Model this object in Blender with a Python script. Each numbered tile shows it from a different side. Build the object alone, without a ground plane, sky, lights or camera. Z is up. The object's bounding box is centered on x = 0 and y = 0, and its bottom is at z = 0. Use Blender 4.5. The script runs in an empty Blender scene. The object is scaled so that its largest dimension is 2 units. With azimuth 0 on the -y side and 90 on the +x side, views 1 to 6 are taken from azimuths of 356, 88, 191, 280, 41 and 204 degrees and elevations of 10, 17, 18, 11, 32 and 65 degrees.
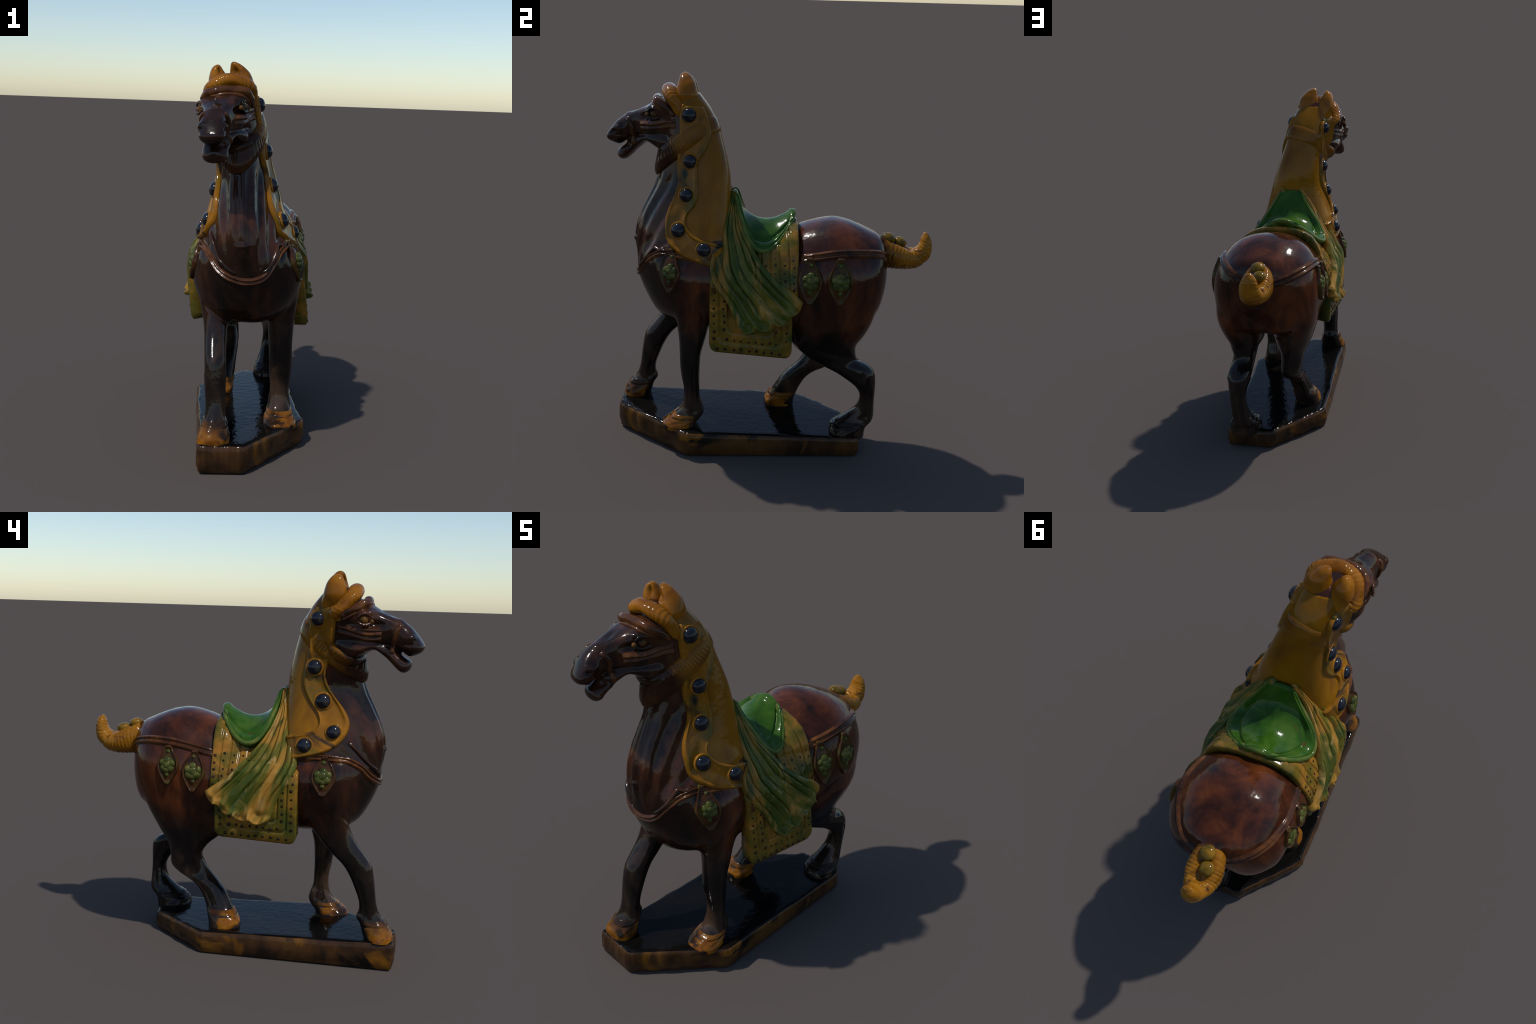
"""Glazed ceramic striding horse (three-colour glaze) on a hexagonal plinth.

The body is lofted limb by limb, fused by a voxel remesh, smoothed, sculpted by
rules, then split into anatomical parts.  Harness, cloths, mane, bosses and
pendants are separate solid pieces laid on the body surface."""
import bpy, bmesh, math, random
import numpy as np
from mathutils import Vector
from mathutils.bvhtree import BVHTree

random.seed(7)
rng = np.random.default_rng(7)
COL = bpy.context.scene.collection
TAU = 2 * math.pi

# ------------------------------------------------------------------ helpers
def axis_x(y):
    """x of the horse's centre plane: the barrel is turned slightly."""
    return -0.008 + 0.068 * np.asarray(y, float)

def interp(tab, x):
    t = np.array(tab, float)
    return np.interp(x, t[:, 0], t[:, 1])

def spline(pts, m):
    """Catmull-Rom through rows of pts (any width), resampled to m rows by chord."""
    P = np.array(pts, float)
    k = len(P)
    d = np.r_[0, np.cumsum(np.linalg.norm(np.diff(P[:, :min(3, P.shape[1])], axis=0), axis=1) + 1e-9)]
    T = np.zeros_like(P)
    for i in range(k):
        a, b = max(i - 1, 0), min(i + 1, k - 1)
        T[i] = (P[b] - P[a]) / max(d[b] - d[a], 1e-9)
    s = np.linspace(0, d[-1], m)
    j = np.clip(np.searchsorted(d, s, side='right') - 1, 0, k - 2)
    h = (d[j + 1] - d[j])[:, None]
    u = ((s - d[j]) / (d[j + 1] - d[j]))[:, None]
    return ((2*u**3 - 3*u**2 + 1) * P[j] + (u**3 - 2*u**2 + u) * h * T[j]
            + (-2*u**3 + 3*u**2) * P[j + 1] + (u**3 - u**2) * h * T[j + 1])

def mesh_obj(name, V, F, mat=None, smooth=True):
    me = bpy.data.meshes.new(name)
    me.from_pydata([tuple(v) for v in np.asarray(V, float)], [], [tuple(f) for f in F])
    me.update()
    if smooth:
        me.polygons.foreach_set('use_smooth', [True] * len(me.polygons))
    if mat:
        me.materials.append(mat)
    o = bpy.data.objects.new(name, me)
    COL.objects.link(o)
    return o

def adopt(child, parent):
    child.parent = parent
    return child

def fix_normals(o):
    bm = bmesh.new()
    bm.from_mesh(o.data)
    bmesh.ops.recalc_face_normals(bm, faces=bm.faces)
    bm.to_mesh(o.data)
    bm.free()
    return o

def sgp(a, p):
    return np.sign(a) * np.abs(a) ** p

def rings(secs, m=40, nseg=40):
    """secs rows: cx cy cz  ux uy uz  vx vy vz  wneg  pow ; v axis scaled by wneg on its negative side."""
    S = spline(secs, m)
    th = np.linspace(0, TAU, nseg, endpoint=False)
    V = []
    for r in S:
        c, u, v, wn, p = r[:3], r[3:6], r[6:9], r[9], r[10]
        e = 2.0 / p
        a, b = sgp(np.cos(th), e), sgp(np.sin(th), e)
        if len(r) > 11:
            a = a * (1 + r[11] * b)          # broader on the positive v side
        b = np.where(b < 0, b * wn, b)
        q = c + a[:, None] * u + b[:, None] * v
        if len(r) > 12:                       # rear edge of a thigh leans outward
            q[:, 0] += r[12] * np.clip(b, 0, None) ** 1.5
        V.append(q)
    return np.array(V)

def ring_mesh(R):
    m, n = R.shape[:2]
    V = list(R.reshape(-1, 3)) + [R[0].mean(0), R[-1].mean(0)]
    F = []
    for i in range(m - 1):
        for j in range(n):
            k = (j + 1) % n
            F.append((i*n + j, i*n + k, (i+1)*n + k, (i+1)*n + j))
    for j in range(n):
        k = (j + 1) % n
        F.append((m*n, k, j))
        F.append((m*n + 1, (m-1)*n + j, (m-1)*n + k))
    return np.array(V), F

def slices_z(rows, p=2.2):
    """horizontal slices: z, y_front, y_back, x_a, x_b"""
    out = []
    for z, yf, yb, xa, xb in rows:
        out.append([(xa+xb)/2, (yf+yb)/2, z, abs(xb-xa)/2, 0, 0, 0, abs(yb-yf)/2, 0, 1, p])
    return out

def slices_y(rows, p=2.2):
    """upright slices: y, z_top, z_bottom, x_centre, half_width, z_of_greatest_width"""
    out = []
    for y, zt, zb, xc, hw, zw in rows:
        vp = zt - zw
        out.append([xc, y, zw, hw, 0, 0, 0, 0, vp, (zw - zb) / vp, p])
    return out

# ------------------------------------------------------------------ materials
def glaze(name, stops, scale=5.0, stretch=(1, 1, 1), rough=0.13, detail=5.0, contrast=(0.32, 0.68),
          second=None, bump=0.02, fan=False, spec=.16, zones=()):
    """Glossy lead glaze: two or three colours run into one another in streaks.
    second = (colour, noise scale, low, high): a further colour in patches."""
    m = bpy.data.materials.new(name)
    m.use_nodes = True
    nt = m.node_tree
    N, L = nt.nodes, nt.links
    bs = N['Principled BSDF']
    tc = N.new('ShaderNodeTexCoord')
    src = tc.outputs['Object']
    if fan:   # run the streaks along the folds that spread from the pommel
        sep = N.new('ShaderNodeSeparateXYZ'); L.new(src, sep.inputs[0])
        def mth(op, a, b=None):
            q = N.new('ShaderNodeMath'); q.operation = op
            for i, s in enumerate((a, b)):
                if s is None: continue
                if isinstance(s, (int, float)): q.inputs[i].default_value = s
                else: L.new(s, q.inputs[i])
            return q.outputs[0]
        yy = mth('ADD', sep.outputs[1], 0.30)
        zz = mth('SUBTRACT', 1.62, sep.outputs[2])
        ang = mth('ARCTAN2', yy, zz)
        rad = mth('SQRT', mth('ADD', mth('MULTIPLY', yy, yy), mth('MULTIPLY', zz, zz)))
        comb = N.new('ShaderNodeCombineXYZ')
        L.new(mth('MULTIPLY', ang, 1.7), comb.inputs[0])
        L.new(mth('MULTIPLY', rad, 0.7), comb.inputs[1])
        L.new(mth('MULTIPLY', sep.outputs[0], 0.9), comb.inputs[2])
        src = comb.outputs[0]
    mp = N.new('ShaderNodeMapping')
    mp.inputs['Scale'].default_value = stretch
    L.new(src, mp.inputs['Vector'])
    nz = N.new('ShaderNodeTexNoise')
    nz.inputs['Scale'].default_value = scale
    nz.inputs['Detail'].default_value = detail
    nz.inputs['Roughness'].default_value = 0.62
    nz.inputs['Distortion'].default_value = 0.5
    L.new(mp.outputs[0], nz.inputs['Vector'])
    cr = N.new('ShaderNodeValToRGB')
    el = cr.color_ramp.elements
    lo, hi = contrast
    for i, c in enumerate(stops):
        pos = lo + (hi - lo) * i / max(len(stops) - 1, 1)
        e = el[i] if i < 2 else el.new(pos)
        e.position = pos
        e.color = (*c, 1)
    L.new(nz.outputs['Fac'], cr.inputs['Fac'])
    col = cr.outputs['Color']
    if second:
        for c2, sc, lo2, hi2 in second:
            n2 = N.new('ShaderNodeTexNoise')
            n2.inputs['Scale'].default_value = sc
            n2.inputs['Detail'].default_value = 6
            n2.inputs['Distortion'].default_value = 0.8
            L.new(mp.outputs[0], n2.inputs['Vector'])
            mr = N.new('ShaderNodeMapRange')
            mr.inputs['From Min'].default_value = lo2
            mr.inputs['From Max'].default_value = hi2
            L.new(n2.outputs['Fac'], mr.inputs['Value'])
            mx = N.new('ShaderNodeMix'); mx.data_type = 'RGBA'
            L.new(mr.outputs[0], mx.inputs['Factor'])
            L.new(col, mx.inputs['A'])
            mx.inputs['B'].default_value = (*c2, 1)
            col = mx.outputs['Result']
    for c2, axis, a0, a1, amp in zones:     # another glaze poured over one end, with a ragged border
        sp = N.new('ShaderNodeSeparateXYZ'); L.new(tc.outputs['Object'], sp.inputs[0])
        n3 = N.new('ShaderNodeTexNoise'); n3.inputs['Scale'].default_value = 7; n3.inputs['Detail'].default_value = 5
        L.new(mp.outputs[0], n3.inputs['Vector'])
        ad = N.new('ShaderNodeMath'); ad.operation = 'MULTIPLY_ADD'
        L.new(n3.outputs['Fac'], ad.inputs[0]); ad.inputs[1].default_value = amp
        L.new(sp.outputs[axis], ad.inputs[2])
        mr = N.new('ShaderNodeMapRange')
        mr.inputs['From Min'].default_value = a0 + amp * .5
        mr.inputs['From Max'].default_value = a1 + amp * .5
        L.new(ad.outputs[0], mr.inputs['Value'])
        n4 = N.new('ShaderNodeValToRGB'); L.new(nz.outputs['Fac'], n4.inputs['Fac'])
        for i, c in enumerate(c2):
            e = n4.color_ramp.elements[i] if i < 2 else n4.color_ramp.elements.new(.5)
            e.position = (.34, .50, .66)[i]; e.color = (*c, 1)
        mx = N.new('ShaderNodeMix'); mx.data_type = 'RGBA'
        L.new(mr.outputs[0], mx.inputs['Factor'])
        L.new(col, mx.inputs['A']); L.new(n4.outputs['Color'], mx.inputs['B'])
        col = mx.outputs['Result']
    L.new(col, bs.inputs['Base Color'])
    bs.inputs['Roughness'].default_value = rough
    bs.inputs['Specular IOR Level'].default_value = spec
    nb = N.new('ShaderNodeTexNoise')
    nb.inputs['Scale'].default_value = 28
    nb.inputs['Detail'].default_value = 2
    L.new(tc.outputs['Object'], nb.inputs['Vector'])
    bp = N.new('ShaderNodeBump')
    bp.inputs['Strength'].default_value = 0.35
    bp.inputs['Distance'].default_value = bump * 0.2
    L.new(nb.outputs['Fac'], bp.inputs['Height'])
    L.new(bp.outputs[0], bs.inputs['Normal'])
    return m

LEG3 = [(.005, .004, .0035), (.013, .009, .007), (.050, .028, .017)]
HEAD3 = [(.006, .004, .003), (.022, .009, .005), (.062, .021, .009)]
M_BODY = glaze('chestnut_glaze', [(.013, .005, .003), (.052, .014, .005), (.108, .029, .008)], 4.2, (1.4, 1.4, .6), contrast=(.34, .66), spec=.26, rough=.13,
               second=[((.007, .005, .004), 3.4, .56, .68), ((.13, .050, .010), 2.6, .68, .80)],
               zones=[(HEAD3, 1, -.36, -.50, .16), (LEG3, 2, .78, .64, .20)])
M_STRAP = glaze('tan_brown_glaze', [(.020, .008, .004), (.065, .022, .007), (.15, .055, .012)], 9.0, spec=.24)
M_LEG = glaze('dark_brown_glaze', LEG3, 7.0, (1.6, 1.6, .35))
M_MANE = glaze('amber_glaze', [(.125, .048, .003), (.205, .083, .003), (.28, .118, .005)], 3.2, (1, 1, .5),
               second=[((.11, .035, .004), 3.0, .60, .75), ((.30, .14, .008), 2.2, .62, .75)])
M_BORDER = glaze('amber_green_glaze', [(.33, .135, .010), (.205, .083, .006), (.10, .072, .010)], 5.0, (1, 1, 1),
                 second=[((.009, .014, .012), 4.6, .55, .66)])
M_FORELOCK = glaze('orange_amber_glaze', [(.13, .044, .004), (.24, .086, .005), (.33, .135, .009)], 5.0)
M_COLLAR = glaze('amber_brown_glaze', [(.095, .036, .004), (.165, .066, .005), (.22, .090, .007)], 4.0,
                 zones=[([(.014, .006, .004), (.040, .014, .006), (.10, .038, .007)], 1, -.44, -.53, .10)])
M_BOSS = glaze('blue_black_glaze', [(.005, .006, .009), (.010, .012, .020), (.022, .022, .016), (.14, .065, .010)], 15.0, contrast=(.40, .66), spec=.3)
M_SEAT = glaze('green_glaze', [(.014, .046, .005), (.028, .082, .007), (.056, .110, .014)], 6.0,
               second=[((.085, .11, .022), 4.5, .60, .78), ((.075, .042, .012), 6.5, .66, .74)])
M_FOLD_LINE = glaze('dark_green_line_glaze', [(.010, .018, .006), (.022, .026, .008)], 9.0)
M_RIM = glaze('pale_green_glaze', [(.030, .070, .010), (.060, .100, .016), (.12, .135, .028)], 9.0)
M_DRAPE_AMBER = glaze('amber_green_drape_glaze', [(.050, .068, .010), (.13, .105, .016), (.29, .145, .022), (.33, .17, .03)], 3.6, fan=True, detail=3.0,
                contrast=(.36, .60), second=[((.42, .27, .09), 5.5, .57, .70), ((.030, .055, .012), 3.3, .60, .68)])
M_DRAPE = glaze('green_amber_glaze', [(.046, .066, .010), (.100, .100, .015), (.26, .130, .022)], 3.6, fan=True, detail=3.0,
                contrast=(.41, .60), second=[((.36, .20, .050), 5.5, .56, .70), ((.024, .048, .011), 3.1, .60, .69)])
M_BLANKET = glaze('olive_amber_glaze', [(.048, .056, .010), (.135, .086, .012), (.30, .130, .018)], 6.0,
                  contrast=(.36, .64), second=[((.075, .026, .007), 7.0, .58, .68), ((.48, .30, .09), 8.0, .66, .76)])
M_STIPPLE = glaze('dark_dot_glaze', [(.010, .008, .005), (.035, .017, .006)], 12.0)
M_BERRY = glaze('leaf_green_glaze', [(.024, .032, .008), (.058, .068, .013), (.13, .115, .030)], 20.0,
                second=[((.05, .022, .008), 11.0, .58, .68)])
M_PLATE = glaze('brown_green_glaze', [(.022, .010, .006), (.060, .024, .008), (.060, .055, .012)], 14.0)
M_HOOF = glaze('hoof_amber_glaze', [(.055, .018, .005), (.20, .068, .006), (.28, .115, .009)], 9.0,
               second=[((.018, .010, .006), 7.0, .54, .62)],
               zones=[([(.012, .008, .006), (.030, .016, .009), (.080, .034, .010)], 2, .165, .235, .10)])
M_TAIL = glaze('tail_amber_glaze', [(.11, .038, .004), (.22, .084, .005), (.31, .130, .009)], 6.0,
               second=[((.07, .024, .006), 13.0, .58, .68)])
M_KNOT = glaze('knot_olive_glaze', [(.040, .034, .006), (.14, .080, .008), (.26, .12, .010)], 16.0)
M_EYE = glaze('eye_amber_glaze', [(.018, .009, .004), (.075, .033, .008), (.17, .080, .016)], 26.0)
M_BASE = glaze('plinth_glaze', [(.003, .003, .003), (.006, .005, .004), (.020, .011, .007)], 3.0, (1, 1, 1),
               contrast=(.4, .8), rough=.09, spec=.12, second=[((.085, .036, .018), 2.3, .64, .68)])
M_BASE_SIDE = glaze('plinth_edge_glaze', [(.012, .009, .007), (.048, .022, .009), (.085, .040, .012)], 5.5,
                    second=[((.20, .080, .008), 3.5, .56, .68), ((.008, .006, .005), 4.1, .58, .66)], rough=.2)

# ------------------------------------------------------------------ the thing
HORSE = bpy.data.objects.new('ceramic_horse', None)
COL.objects.link(HORSE)
HORSE['label'] = 'glossy brown, amber and green glazed ceramic horse striding on plinth'
HORSE['category'] = 'horse figurine'

# ------------------------------------------------------------------ body lofts
def yaw_slices(rows, yaw, roll=0.0, p=2.3):
    """head slices: x y z_top z_bottom half_width z_of_greatest_width, turned about z by yaw and rolled"""
    out = []
    cu, su = math.cos(yaw), math.sin(yaw)
    for x, y, zt, zb, hw, zw in rows:
        vp = zt - zw
        u = np.array([cu, -su, math.tan(roll)]) * hw
        v = np.array([-math.sin(roll) * .9, 0, 1]) * vp
        out.append([x, y, zw, *u, *v, (zw - zb) / vp, p])
    return out

lofts = []
# barrel: y, top, bottom, centre, half width, level of greatest width
barrel = [(-.702, 1.06, .955, -.060, .035, .99), (-.690, 1.12, .915, -.060, .080, .99), (-.655, 1.145, .835, -.055, .130, .98),
          (-.60, 1.17, .745, -.046, .190, .97), (-.53, 1.18, .700, -.040, .250, .96), (-.44, 1.17, .678, -.036, .284, .95),
          (-.34, 1.17, .672, -.030, .283, .93), (-.20, 1.16, .668, -.020, .262, .92), (-.05, 1.155, .655, -.012, .266, .92),
          (.06, 1.165, .645, -.002, .280, .89), (.13, 1.205, .645, .005, .290, .88), (.17, 1.234, .650, .011, .296, .88), (.25, 1.262, .665, .019, .304, .91),
          (.34, 1.276, .69, .023, .310, .95), (.42, 1.264, .705, .027, .303, .95), (.49, 1.240, .715, .027, .288, .95),
          (.545, 1.216, .725, .032, .256, .95), (.578, 1.200, .735, .036, .222, .95), (.602, 1.18, .755, .038, .178, .95),
          (.618, 1.15, .785, .040, .128, .95), (.628, 1.10, .83, .042, .080, .95), (.634, 1.02, .90, .042, .030, .95)]
lofts.append(rings(slices_y(barrel, 2.25), 90, 72))
# neck: z, front y, back y, x left, x right
neck = [(.93, -.66, -.25, -.060, -.02, .205), (1.02, -.700, -.20, -.070, -.02, .218), (1.10, -.714, -.178, -.080, -.018, .222), (1.18, -.710, -.178, -.086, -.016, .199),
        (1.255, -.688, -.185, -.090, -.020, .171), (1.335, -.650, -.192, -.092, -.021, .151), (1.42, -.606, -.201, -.094, -.026, .133), (1.50, -.582, -.210, -.100, -.038, .122),
        (1.58, -.565, -.227, -.105, -.051, .115), (1.66, -.56, -.250, -.112, -.066, .110), (1.74, -.56, -.275, -.125, -.084, .104), (1.82, -.56, -.317, -.140, -.106, .098),
        (1.88, -.55, -.364, -.150, -.124, .083), (1.92, -.52, -.40, -.152, -.137, .052)]
secs = [[(xf+xb)/2, (yf+yb)/2, zz, hw, 0, 0, (xb-xf)/2, (yb-yf)/2, 0, 1, 2.5, .44 * min(1, max(.30, (1.75 - zz) / .3)) * min(1, max(0, (zz - .95) / .15))] for zz, yf, yb, xf, xb, hw in neck]
lofts.append(rings(secs, 60, 64))
# skull and upper jaw
head = [(-.125, -.40, 1.90, 1.63, .095, 1.77), (-.15, -.48, 1.895, 1.615, .108, 1.77), (-.178, -.55, 1.870, 1.610, .110, 1.775),
        (-.196, -.61, 1.842, 1.628, .104, 1.765), (-.212, -.66, 1.815, 1.648, .086, 1.745), (-.226, -.72, 1.789, 1.652, .064, 1.725),
        (-.237, -.765, 1.768, 1.632, .060, 1.70), (-.243, -.81, 1.735, 1.605, .063, 1.665), (-.244, -.84, 1.70, 1.613, .060, 1.652),
        (-.243, -.862, 1.672, 1.624, .048, 1.646), (-.242, -.873, 1.657, 1.638, .02, 1.648)]
secs = yaw_slices(head, .22, .085, 2.9)
for k in (6, 7, 8, 9, 10):
    secs[k][10] = 2.25
lofts.append(rings(secs, 60, 56))
# lower jaw
jaw = [(-.135, -.43, 1.69, 1.62, .050, 1.655), (-.142, -.46, 1.71, 1.59, .088, 1.65), (-.150, -.50, 1.72, 1.572, .106, 1.645), (-.168, -.56, 1.70, 1.574, .110, 1.645), (-.186, -.61, 1.690, 1.612, .098, 1.645), (-.200, -.65, 1.675, 1.626, .084, 1.648),
       (-.210, -.69, 1.668, 1.600, .070, 1.63), (-.217, -.72, 1.655, 1.575, .065, 1.61), (-.223, -.75, 1.640, 1.545, .062, 1.585), (-.227, -.782, 1.602, 1.523, .060, 1.560),
       (-.230, -.806, 1.586, 1.530, .046, 1.558), (-.231, -.817, 1.578, 1.546, .022, 1.560)]
lofts.append(rings(yaw_slices(jaw, .22, .05), 44, 44))
# fore legs, by horizontal slices: z, front, back, inner x, outer x
fore_left = [(.96, -.52, -.36, .05, .20), (.88, -.530, -.32, .05, .232), (.80, -.490, -.30, .065, .236), (.72, -.476, -.305, .082, .226), (.625, -.465, -.328, .088, .221),
             (.55, -.463, -.348, .092, .218), (.49, -.461, -.354, .096, .217), (.42, -.452, -.358, .099, .214), (.36, -.441, -.357, .106, .210),
             (.30, -.441, -.354, .108, .206), (.25, -.453, -.338, .101, .212), (.215, -.475, -.331, .098, .218), (.185, -.512, -.345, .090, .225),
             (.15, -.552, -.374, .076, .238), (.128, -.556, -.376, .074, .240)]
fore_right = [(.96, -.50, -.34, -.26, -.10), (.86, -.555, -.33, -.292, -.105), (.77, -.552, -.345, -.280, -.118), (.70, -.572, -.375, -.262, -.130), (.64, -.602, -.425, -.254, -.136),
              (.58, -.648, -.480, -.252, -.140), (.53, -.683, -.534, -.251, -.142), (.47, -.696, -.575, -.249, -.144), (.40, -.706, -.607, -.243, -.146),
              (.34, -.715, -.627, -.239, -.146), (.29, -.730, -.628, -.239, -.145), (.255, -.750, -.616, -.245, -.140), (.225, -.775, -.635, -.256, -.132), (.175, -.806, -.652, -.274, -.125),
              (.142, -.806, -.664, -.280, -.124)]
hind_left = [(.96, .27, .54, .08, .28), (.90, .20, .57, .07, .312), (.84, .17, .572, .06, .318), (.77, .13, .556, .060, .312), (.69, .115, .518, .068, .288), (.63, .135, .478, .074, .268), (.58, .190, .475, .104, .256),
             (.535, .250, .490, .112, .245), (.50, .312, .552, .114, .246), (.47, .370, .580, .118, .247), (.435, .425, .588, .126, .246), (.39, .482, .590, .140, .240),
             (.34, .510, .590, .144, .234), (.29, .507, .591, .138, .230), (.25, .487, .593, .130, .229), (.21, .440, .594, .117, .231), (.18, .400, .586, .104, .241), (.15, .366, .558, .090, .255), (.12, .355, .550, .082, .264), (.09, .352, .549, .082, .264)]
hind_right = [(.96, .27, .52, -.24, -.04), (.90, .20, .55, -.268, -.04), (.84, .17, .540, -.268, -.03), (.77, .12, .525, -.258, -.010), (.70, .085, .495, -.234, .010), (.63, .110, .458, -.210, .000), (.551, .198, .415, -.176, -.030),
              (.495, .231, .402, -.160, -.034), (.434, .209, .400, -.146, -.030), (.393, .178, .366, -.142, -.030), (.348, .133, .288, -.156, -.040), (.305, .096, .243, -.160, -.048),
              (.257, .069, .215, -.170, -.055), (.221, .050, .198, -.180, -.060), (.187, .028, .186, -.205, -.066), (.155, .010, .176, -.218, -.070), (.13, .004, .172, -.221, -.073), (.09, .002, .174, -.221, -.073)]
for leg in (fore_left, fore_right, hind_left, hind_right):
    lean = .018 if leg is hind_left else -.006 if leg is hind_right else 0
    secs = [r + [0, lean * min(1, max(0, (r[2] - .54) / .10))] for r in slices_z(leg, 2.4)]
    lofts.append(rings(secs, 70, 48))
# tail root
lofts.append(rings([[.026, .56, 1.10, .07, 0, 0, 0, 0, .08, 1, 2], [.024, .62, 1.10, .065, 0, 0, 0, 0, .085, 1, 2], [.022, .68, 1.09, .05, 0, 0, 0, 0, .06, 1, 2]], 10, 24))

V, F = [], []
for R in lofts:
    v, f = ring_mesh(R)
    o = len(V)
    V.extend(v)
    F.extend([tuple(i + o for i in q) for q in f])
tmp = fix_normals(mesh_obj('body_blank', V, F))
md = tmp.modifiers.new('fuse', 'REMESH')
md.mode = 'VOXEL'
md.voxel_size = 0.0052
dg = bpy.context.evaluated_depsgraph_get()
ev = tmp.evaluated_get(dg)
me = ev.to_mesh()
nv = len(me.vertices)
BV = np.empty(nv * 3); me.vertices.foreach_get('co', BV); BV = BV.reshape(-1, 3)
BE = np.empty(len(me.edges) * 2, int); me.edges.foreach_get('vertices', BE); BE = BE.reshape(-1, 2)
BF = [tuple(p.vertices) for p in me.polygons]
ev.to_mesh_clear()
bpy.data.objects.remove(tmp, do_unlink=True)

deg = np.bincount(BE.ravel(), minlength=nv)[:, None].astype(float)
EA, EB = np.r_[BE[:, 0], BE[:, 1]], np.r_[BE[:, 1], BE[:, 0]]
def lap(A):
    return np.stack([np.bincount(EA, A[EB, k], nv) for k in range(3)], 1) / deg
def smooth(A, it, w=None, lam=.6, mu=-.62):
    """Taubin smoothing, so that limbs do not shrink"""
    w = 1.0 if w is None else w[:, None]
    for _ in range(it):
        A = A + w * lam * (lap(A) - A)
        A = A + w * mu * (lap(A) - A)
    return A
# plain smoothing where limbs meet the barrel, Taubin elsewhere
join = np.exp(-((BV[:, 2] - .74) / .10) ** 2) + np.exp(-((BV[:, 2] - 1.12) / .09) ** 2) * (BV[:, 1] < -.1)
join += np.exp(-((BV[:, 2] - .86) / .09) ** 2) * (BV[:, 1] > .12) + np.exp(-((BV[:, 2] - .86) / .08) ** 2) * (BV[:, 1] < -.25)
join = np.clip(join, 0, 1)
for _ in range(70):
    BV = BV + (join * .55)[:, None] * (lap(BV) - BV)
BV = smooth(BV, 10)

def normals(A):
    q = np.array([f if len(f) == 4 else (*f, f[2]) for f in BF])
    n = np.cross(A[q[:, 2]] - A[q[:, 0]], A[q[:, 3]] - A[q[:, 1]])
    N = np.zeros_like(A)
    for k in range(4):
        for c in range(3):
            N[:, c] += np.bincount(q[:, k], n[:, c], len(A))
    return N / np.maximum(np.linalg.norm(N, axis=1), 1e-12)[:, None]

# ---- sculpting by rule
def dent(A, c, r, d):
    """push in (d>0) or pull out a soft round spot"""
    q = np.linalg.norm((A - np.array(c)) / np.array(r), axis=1)
    i = np.nonzero(q < 2.6)[0]
    A = A.copy()
    A[i] -= SN[i] * (d * np.exp(-q[i] ** 2))[:, None]
    return A
def crease(A, pts, w, d, m=60):
    """groove (d>0) or ridge along a polyline in space"""
    C = spline(pts, m)
    i = np.nonzero(np.all((A > C.min(0) - 3*w) & (A < C.max(0) + 3*w), axis=1))[0]
    D = np.full(len(i), 9.0)
    for c in C:
        D = np.minimum(D, np.linalg.norm(A[i] - c, axis=1))
    A = A.copy()
    A[i] -= SN[i] * (d * np.exp(-(D / w) ** 2))[:, None]
    return A

SN = normals(BV)
x, y, z = BV.T
# flutes down the throat
xn = x - np.interp(z, [1.0, 1.3, 1.5, 1.6], [-.07, -.084, -.086, -.10])
amt = np.clip((z - 1.00) / .12, 0, 1) * np.clip((1.50 - z) / .05, 0, 1) * np.clip((-.44 - y) / .08, 0, 1)
BV = BV + normals(BV) * (amt * .0045 * np.cos(xn / .0085))[:, None]
SN = normals(BV)
for s in (1, -1):      # eye hollows, brow, cheek bone, muzzle, mouth
    ex, ey, ez = (-.085, -.612, 1.788) if s > 0 else (-.305, -.582, 1.770)
    BV = dent(BV, (ex - s*.018, ey - .058, ez - .020), (.034, .036, .017), .024)
    BV = dent(BV, (ex - s*.004, ey + .048, ez - .022), (.03, .036, .015), .012)
    BV = dent(BV, (ex - s*.012, ey - .020, ez + .032), (.03, .055, .010), -.010)
    BV = dent(BV, (ex - s*.004, ey - .02, ez - .048), (.03, .070, .010), -.010)
    jx = -.100 if s > 0 else -.285
    BV = dent(BV, (jx, -.545, 1.675), (.05, .050, .020), .010)
    BV = dent(BV, (jx, -.560, 1.625), (.04, .060, .012), -.007)
    nx = -.176 if s > 0 else -.308
    BV = dent(BV, (nx, -.815, 1.695), (.024, .026, .016), -.013)
    BV = dent(BV, (nx, -.838, 1.680), (.016, .012, .009), .017)
    BV = dent(BV, (nx + s*.004, -.790, 1.660), (.02, .035, .008), .008)
    BV = dent(BV, (nx, -.778, 1.616), (.03, .034, .015), .022)
    BV = dent(BV, (nx, -.735, 1.615), (.02, .010, .035), -.006)
    BV = dent(BV, (nx, -.795, 1.553), (.03, .018, .010), -.005)
BV = dent(BV, (-.232, -.768, 1.776), (.04, .02, .012), -.006)
BV = dent(BV, (-.214, -.690, 1.80), (.02, .05, .015), .005)
BV = dent(BV, (.050, .600, .800), (.120, .12, .110), .058)      # hollow under the tail
SN = normals(BV)
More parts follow.
